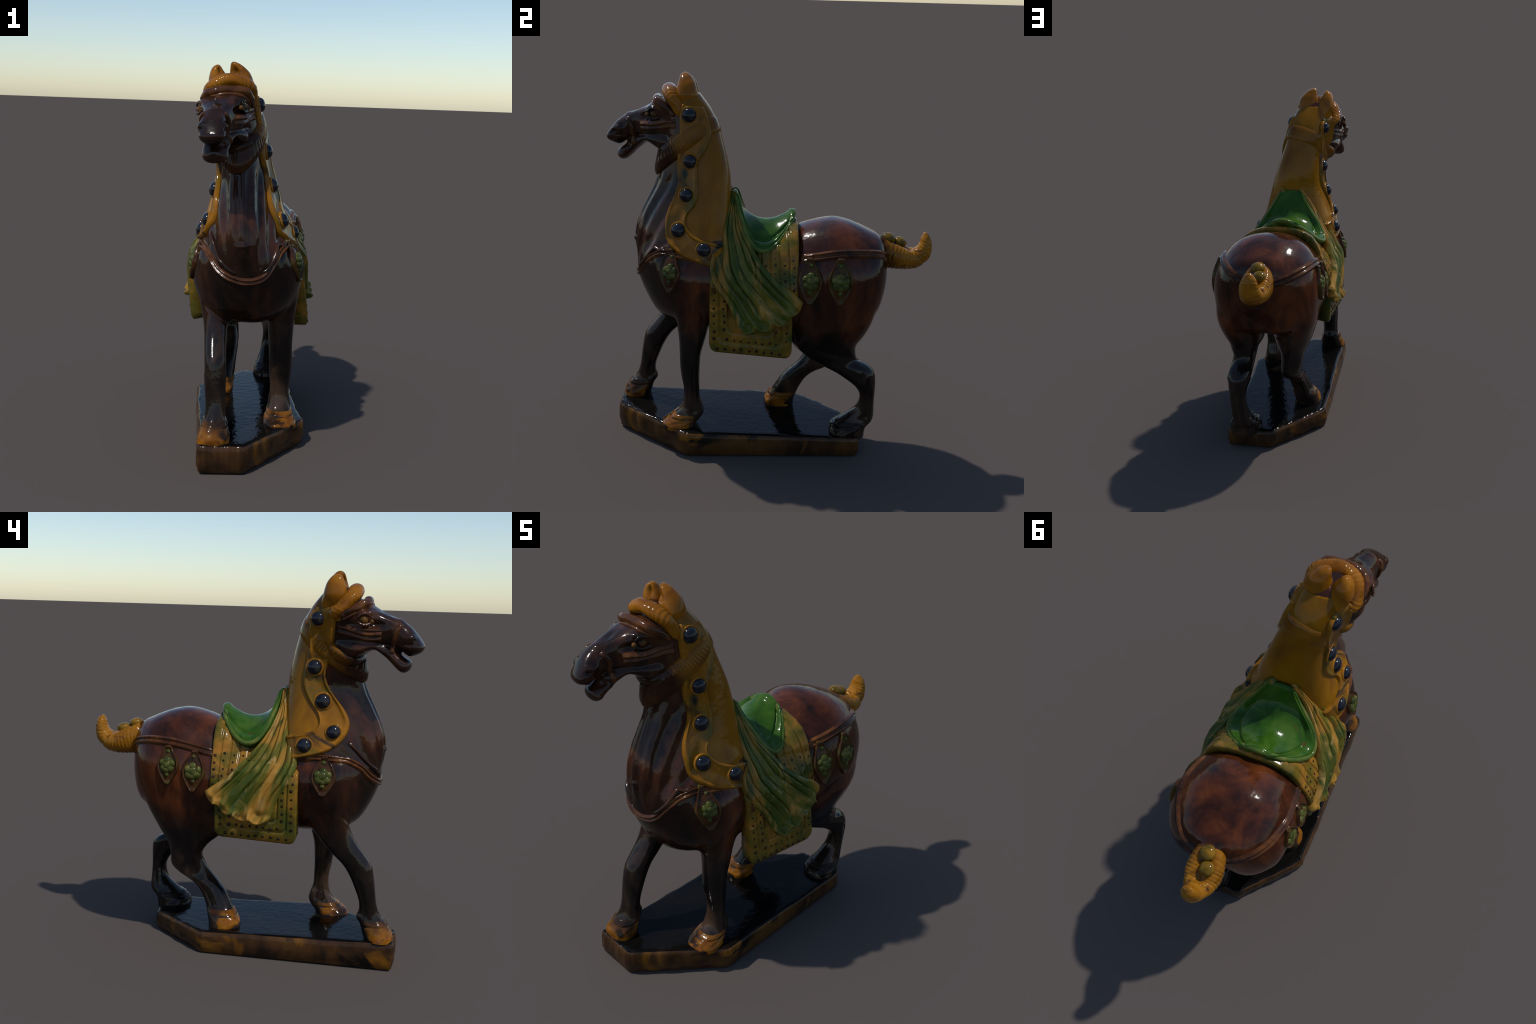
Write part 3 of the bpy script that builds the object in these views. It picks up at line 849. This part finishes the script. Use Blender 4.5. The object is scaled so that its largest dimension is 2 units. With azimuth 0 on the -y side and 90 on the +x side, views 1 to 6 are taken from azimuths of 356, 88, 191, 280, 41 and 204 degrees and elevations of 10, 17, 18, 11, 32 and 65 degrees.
def mane_panel():
    """clipped mane: wraps the crest of the neck between the two border bands"""
    m, n = 120, 70
    rows = []
    G = {s: spline(GROOVE[s], 200) for s in (1, -1)}
    for zz in np.linspace(1.17, 1.79, m):
        ang = {}
        cx = np.interp(zz, [1.1, 1.26, 1.42, 1.58, 1.74], [-.035, -.05, -.07, -.09, -.112])
        cy = np.interp(zz, [1.1, 1.42, 1.58, 1.79], [-.43, -.40, -.40, -.43])
        for s in (1, -1):
            g = G[s]
            yq = np.interp(zz, g[::-1, 1], g[::-1, 0]) if zz < 1.70 else -.30 - (zz - 1.70) * .6
            p = side_pt(yq - .03, zz, s)
            ang[s] = math.atan2(p[1] - cy, p[0] - cx)
        a1, a2 = ang[1], ang[-1]
        if a2 < a1: a2 += TAU
        r = []
        for a in np.linspace(a1, a2, n):
            d = Vector((math.cos(a), math.sin(a), 0))
            hit = np.array(BVH.ray_cast(Vector((cx, cy, zz)) + d * .9, -d)[0])
            if hit[1] > -.172:      # stop at the pommel, not on the croup behind it
                hit = np.array((cx, cy, zz)) + np.array(d) * (-.172 - cy) / d[1]
            r.append(hit)
        rows.append(r)
    P = blur(np.array(rows), 8)
    N = grid_normals(P, P - np.array([-.07, -.40, 1.4]))
    h = .004 * rim(m, n, .02, .04)
    return adopt(slab('mane', P, N, h, .012, M_MANE), NECK)
mane_panel()

def collar():
    """broad plaited collar slung from the crest round under the throat"""
    m, n = 180, 26
    C = np.array([-.105, -.425, 1.637])
    e1 = np.array([.945, 0, .32])
    f = np.array([-.10, -.82, -.57]); f /= np.linalg.norm(f)
    up = np.array([0, -.57, .82])
    P = np.zeros((m, n, 3)); OUT = np.zeros((m, n, 3))
    for i, a in enumerate(np.linspace(-math.pi * 1.5 - .12, math.pi * .5 + .12, m)):
        for j, w in enumerate(np.linspace(-.054, .054, n)):
            d = e1 * math.cos(a) + f * math.sin(a)
            wide = 1.0 + .10 * math.sin(a)
            o = C + up * w * wide + d * .30
            h = BVH.ray_cast(Vector(o), Vector(-d))
            P[i, j] = np.array(h[0]) if h[0] is not None else o - d * .18
            OUT[i, j] = d
    P = blur(P, 12)
    N = grid_normals(P, OUT)
    t = np.linspace(0, 1, m)[:, None]; v = np.linspace(0, 1, n)[None]
    fr = np.exp(-((t - .5) / .22) ** 2)
    h = (.030 - .021 * fr) * rim(m, n, 0, .38) + .0020 * np.sin(t * 330 + 2.5 * v) * rim(m, n, 0, .4) * np.clip(np.abs(t - .5) * 5 - .2, 0, 1)
    return adopt(slab('collar', P, N, h, .014, M_COLLAR), NECK)
collar()

# poll: amber cap from the crest up to the ears
def poll_cap():
    m, n = 60, 90
    rows = []
    for zz in np.linspace(1.76, 1.895, m):
        cx = np.interp(zz, [1.74, 1.93], [-.112, -.145]); cy = np.interp(zz, [1.74, 1.93], [-.43, -.45])
        r = []
        for a in np.linspace(-.25, math.pi + .25, n):
            d = Vector((math.cos(a), math.sin(a), 0))
            hit = BVH.ray_cast(Vector((cx, cy, zz)) + d * .9, -d)
            r.append(np.array(hit[0]) if hit[0] is not None else np.array((cx, cy, zz)) + np.array(d) * .08)
        rows.append(r)
    P = blur(np.array(rows), 6)
    N = grid_normals(P, P - np.array([-.12, -.45, 1.82]))
    return adopt(slab('poll_cap', P, N, .004 * rim(m, n, .04, .05), .02, M_MANE), HEAD)
poll_cap()

# ------------------------------------------------------------------ bosses
def boss_template():
    prof = [(.045, -.012), (.0455, .006), (.0425, .012), (.0385, .0125), (.036, .008), (.0355, .012), (.033, .021), (.026, .029), (.014, .034), (.002, .0355)]
    v, f = ring_mesh(revolve(prof, 32))
    o = fix_normals(mesh_obj('boss', v, f, M_BORDER))
    o.data.materials.append(M_BOSS)
    for p in o.data.polygons:
        if math.hypot(p.center.x, p.center.y) < .0355 and p.center.z > .0085:
            p.material_index = 1
    return o
BOSS = boss_template()
spots = [(.004, -.420, 1.795), (.055, -.413, 1.565), (.086, -.429, 1.394), (.146, -.468, 1.221), (.212, -.333, 1.141),
         (-.220, -.357, 1.768), (-.208, -.348, 1.530), (-.224, -.397, 1.364), (-.264, -.459, 1.217), (-.278, -.320, 1.145)]
for i, c in enumerate(spots):
    o = BOSS if i == 0 else BOSS.copy()
    if i: COL.objects.link(o)
    s = 1 if i < 5 else -1
    p = side_pt(c[1], c[2], s)
    _, n = near(p)
    n = n * .6 + np.array([s * .5, 0, .05])
    a, b, w = frame(n)
    from mathutils import Matrix
    q = .5 * (np.array(c) - w * .020) + .5 * (p + w * .008)
    k = random.uniform(.93, 1.06)
    o.matrix_world = Matrix(((a[0], b[0], w[0], q[0]), (a[1], b[1], w[1], q[1]), (a[2], b[2], w[2], q[2]), (0, 0, 0, 1))) @ Matrix.Scale(k, 4)
    o.parent = BORDER[s]

# ------------------------------------------------------------------ pendants: leaf plates with a cluster of berries
def pendant(yc, zc, s, hh, hw, tilt=0.0):
    m, n = 44, 30
    a = np.linspace(-1, 1, m); b = np.linspace(-1, 1, n)
    P = np.zeros((m, n, 3)); 
    for i, q in enumerate(a):
        # lozenge with rounded flanks and a small shoulder at the top
        w = hw * (1 - abs(q) ** 1.7) ** 1.1 + .0012
        if q > .70: w = max(w, hw * .30 * math.sqrt(max(0, 1 - ((q - .84) / .16) ** 2)))
        for j, r in enumerate(b):
            yy = yc + r * w + tilt * q * hh
            h = side_pt(yy, zc + q * hh, s)
            P[i, j] = h if h is not None else P[i, j-1]
    P = blur(P, 4)
    N = grid_normals(P, np.array([s, 0, 0]))
    R = rim(m, n, .10, .16)
    u = np.abs(a)[:, None]; v = np.abs(b)[None]
    e = np.maximum(v, u * .95)
    h = R * (.007 + .014 * np.exp(-((e - .83) / .08) ** 2))
    plate = adopt(slab('pendant', P, N, h, .010, M_PLATE), TORSO)
    c = P[m // 2, n // 2]; nn = N[m // 2, n // 2]
    fa, fb, fn = frame(nn)
    lay = [(0, .34, .40), (-.46, .14, .36), (.46, .12, .36), (0, .02, .46), (-.34, -.24, .38), (.34, -.24, .38), (0, -.36, .34), (0, -.76, .22), (0, 1.05, .20)]
    for lx, ly, lr in lay:
        r = lr * hw * .90
        R2 = revolve([(r * math.cos(k), r * math.sin(k)) for k in np.linspace(-.6, 1.5, 9)], 16)
        pos = c + fa * lx * hw * .85 + fb * ly * hh * .62
        hp = side_pt(pos[1], pos[2], s)
        if hp is None: hp = pos
        R2[..., 2] *= .72
        v, f = ring_mesh(place(R2, hp + fn * .007, fn))
        adopt(fix_normals(mesh_obj('berry', v, f, M_BERRY)), plate)
pendant(.212, 1.010, 1, .122, .064)
pendant(.360, 1.017, 1, .124, .068)
pendant(-.505, 1.020, 1, .112, .056, .012)
pendant(.242, .980, -1, .112, .064)
pendant(.376, 1.006, -1, .105, .060)
pendant(-.424, 1.000, -1, .102, .064)

# ------------------------------------------------------------------ straps
double = lambda t: (.003 + .010 * np.exp(-((t - .45) / .28) ** 2) + .009 * np.exp(-((t + .5) / .26) ** 2)) * (1 - t ** 8)
single = lambda t: dome(t, .012)
crupper = [(.290, .132, 1.150), (.300, .150, 1.150), (.300, .25, 1.155), (.285, .38, 1.158), (.250, .49, 1.148), (.18, .575, 1.118), (.09, .628, 1.085), (.025, .645, 1.07),
           (-.05, .632, 1.078), (-.13, .590, 1.098), (-.20, .52, 1.120), (-.25, .42, 1.130), (-.272, .30, 1.120), (-.285, .15, 1.103), (-.275, .136, 1.102)]
adopt(ribbon('crupper_strap', crupper, .052, double, M_STRAP, m=160), TORSO)
breast = [(.205, -.36, 1.09), (.200, -.46, 1.110), (.172, -.53, 1.118), (.120, -.605, 1.085), (.070, -.650, 1.02), (.030, -.685, .965), (-.035, -.70, .945), (-.10, -.685, .952),
          (-.165, -.64, .985), (-.225, -.59, 1.045), (-.275, -.52, 1.090), (-.300, -.43, 1.095), (-.29, -.33, 1.09)]
adopt(ribbon('breast_strap', breast, .040, double, M_STRAP, m=160), TORSO)
adopt(ribbon('breast_strap', [(.165, -.56, 1.17), (.12, -.62, 1.115), (.07, -.665, 1.03), (.03, -.69, .985)], .022, single, M_BODY), TORSO)
adopt(ribbon('breast_strap', [(-.225, -.53, 1.165), (-.20, -.60, 1.09), (-.15, -.66, 1.02), (-.11, -.68, .98)], .022, single, M_BODY), TORSO)
for s in (1, -1):
    pts = {1: [(-.688, 1.718), (-.628, 1.724), (-.549, 1.738), (-.490, 1.746)], -1: [(-.670, 1.692), (-.600, 1.692), (-.520, 1.710), (-.455, 1.722)]}[s]
    c = [side_pt(q, zz, s) for q, zz in pts]
    adopt(ribbon('cheek_strap', c, .050, double, M_STRAP), HEAD)
    nb = [(-.762, 1.755), (-.738, 1.715), (-.728, 1.665), (-.722, 1.615)]
    c = [side_pt(q, zz, s) for q, zz in nb]
    c = [p for p in c if p is not None]
    adopt(ribbon('noseband', c, .026, single, M_STRAP), HEAD)

# ------------------------------------------------------------------ head furniture
def arc(name, pts, r, mat, squash=1.0, ripple=0.0, count=60):
    C = spline(pts, 90)
    o = tube(name, pts, r, mat, m=160, n=28, squash=squash)
    if ripple:
        co = np.array([v.co for v in o.data.vertices])
        m, n = 160, 28
        i = np.repeat(np.arange(m), n)
        k = np.zeros(len(co)); u = i / m
        j = np.tile(np.arange(n), m) / n * TAU
        k[:m*n] = ripple * (np.sin((u + .012*np.sin(j*2)) * count * TAU) * (.6 + .5*np.sin(u*23)) + 1.6*np.sin(u*31 + 2*j) + 1.2*np.sin(u*17 - j))
        ctr = np.repeat(co[:m*n].reshape(m, n, 3).mean(1), n, axis=0)
        co[:m*n] += (co[:m*n] - ctr) * (k[:m*n] / max(r))[:, None]
        o.data.vertices.foreach_set('co', co.ravel())
    return adopt(o, HEAD)
arc('forelock', [(-.085, -.44, 1.765), (-.050, -.455, 1.785), (-.056, -.485, 1.84), (-.076, -.515, 1.885), (-.115, -.530, 1.905), (-.165, -.534, 1.908), (-.215, -.528, 1.893), (-.252, -.495, 1.850), (-.256, -.445, 1.795), (-.215, -.425, 1.775)],
    [.022, .036, .041, .038, .038, .040, .037, .020], M_FORELOCK, squash=.88, ripple=.0012, count=30)
arc('browband', [(-.045, -.500, 1.790), (-.058, -.550, 1.826), (-.085, -.588, 1.854), (-.135, -.598, 1.862), (-.185, -.598, 1.860), (-.240, -.590, 1.850), (-.278, -.550, 1.828), (-.280, -.475, 1.785)],
    [.014, .020, .024, .021, .022, .024, .020, .014], M_STRAP, ripple=.0010, count=9)
arc('browband', [(-.060, -.490, 1.765), (-.066, -.555, 1.806), (-.100, -.606, 1.834), (-.145, -.616, 1.842), (-.190, -.616, 1.840), (-.245, -.600, 1.826), (-.284, -.548, 1.803), (-.284, -.480, 1.766)],
    [.006, .010, .011, .010, .010, .011, .010, .006], M_STRAP)

def ear(rows, s):
    """low cupped ear rising from the cap: z, centre x, half width, centre y, half depth"""
    secs = [[cx, cy, zz, hw, 0, 0, 0, hd, 0, 1, 2.2] for zz, cx, hw, cy, hd in rows]
    R = rings(secs, 60, 44)
    th = np.linspace(0, TAU, 44, endpoint=False)
    zz = R.mean(1)[:, 2][:, None]
    aim = math.pi * 1.5 - .55 * s          # hollow faces forward and inward
    d = np.exp(-((th[None] - aim) / .50) ** 2) * np.exp(-((zz - 1.952) / .026) ** 2) * .55
    C = R.mean(1, keepdims=True)
    R = R + (C - R) * d[..., None]
    v, fc = ring_mesh(R)
    return adopt(fix_normals(mesh_obj('ear', v, fc, M_FORELOCK)), HEAD)
ear([(1.80, -.104, .040, -.44, .060), (1.85, -.100, .056, -.44, .066), (1.89, -.098, .063, -.440, .062), (1.92, -.102, .060, -.440, .055), (1.95, -.107, .050, -.440, .046), (1.975, -.119, .036, -.444, .034), (1.992, -.131, .022, -.448, .022), (2.0005, -.138, .008, -.449, .009)], 1)
ear([(1.79, -.190, .036, -.43, .056), (1.84, -.198, .050, -.432, .064), (1.88, -.206, .056, -.435, .060), (1.91, -.211, .050, -.436, .054), (1.94, -.216, .040, -.438, .046), (1.962, -.220, .028, -.441, .034), (1.976, -.219, .018, -.443, .022), (1.984, -.217, .007, -.443, .009)], -1)

for s, c in ((1, (-.094, -.610, 1.785)), (-1, (-.300, -.584, 1.768))):
    c = np.array(c)
    n = np.array([s * .92, -.35, .1])
    R = revolve([(.021 * math.cos(k), .021 * math.sin(k)) for k in np.linspace(-.9, 1.52, 14)], 24)
    v, f = ring_mesh(place(R, c - n * .006, n))
    adopt(fix_normals(mesh_obj('eye', v, f, M_EYE)), HEAD)
    tear = c + np.array([s * -.012, -.036, -.006])
    R = revolve([(.013 * math.cos(k), .012 * math.sin(k)) for k in np.linspace(-1.2, 1.52, 10)], 18)
    v, f = ring_mesh(place(R, tear, n))
    adopt(fix_normals(mesh_obj('tear_duct', v, f, M_EYE)), HEAD)
    a, b, w = frame(n)
    for nm, lo, hi, off in (('eyelid', .15, math.pi - .15, .006), ('eyelid', math.pi + .3, TAU - .3, .0)):
        pts = [c + a * .034 * math.cos(k) + b * (.024 * math.sin(k) + off) + w * .006 for k in np.linspace(lo, hi, 9)]
        adopt(tube(nm, pts, [.004, .008, .009, .008, .004], M_BODY, m=40, n=14), HEAD)

# ------------------------------------------------------------------ tail: bound and curled up, with two knots
def tail():
    path = [(.022, .585, 1.100, .070, .078), (.020, .645, 1.096, .086, .088), (.020, .700, 1.080, .092, .082), (.021, .750, 1.068, .084, .067), (.024, .795, 1.072, .068, .053),
            (.026, .827, 1.100, .054, .046), (.026, .840, 1.145, .045, .034), (.025, .838, 1.182, .033, .025), (.024, .832, 1.206, .010, .008)]
    S = spline(path, 120)
    C = S[:, :3]
    T = np.gradient(C, axis=0); T /= np.linalg.norm(T, axis=1)[:, None]
    n = 48
    th = np.linspace(0, TAU, n, endpoint=False)
    R = []
    for i in range(len(S)):
        b = np.cross(np.array([1.0, 0, 0]), T[i]); b /= np.linalg.norm(b)
        rip = 1 - .040 * (.5 + .5 * np.cos(i / 120 * 19 * TAU + 2.2 * np.abs(th - math.pi * 1.5))) ** 2.5 * (.75 + .35 * np.sin(i * .37)) + .022 * np.sin(3 * th + i * .06) + .020 * np.sin(2 * th - i * .11) + .03 * np.exp(-((i - 66) / 5) ** 2) - .05 * np.exp(-((i - 75) / 4) ** 2)
        top = np.exp(-((th - math.pi/2) / .55) ** 2)
        q = np.clip((i - 10) / 12, 0, 1) * np.clip((72 - i) / 14, 0, 1)
        k = rip * (1 - .50 * top * q)
        R.append(C[i] + (np.cos(th) * S[i, 3] * k)[:, None] * np.array([1.0, 0, 0]) + (np.sin(th) * S[i, 4] * k)[:, None] * b)
    v, f = ring_mesh(np.array(R))
    o = adopt(fix_normals(mesh_obj('tail', v, f, M_TAIL)), HORSE)
    for c, r in (((.020, .640, 1.176), .036), ((.000, .706, 1.150), .034)):
        R = revolve([(r * math.cos(k) * (1.05 + .10 * math.sin(2.2*k)), .9 * r * math.sin(k)) for k in np.linspace(-1.5, 1.52, 18)], 24)
        v, f = ring_mesh(place(R, np.array(c) - np.array([0, 0, .008]), np.array([.1, .3, 1.0])))
        adopt(fix_normals(mesh_obj('tail_knot', v, f, M_KNOT)), o)
tail()
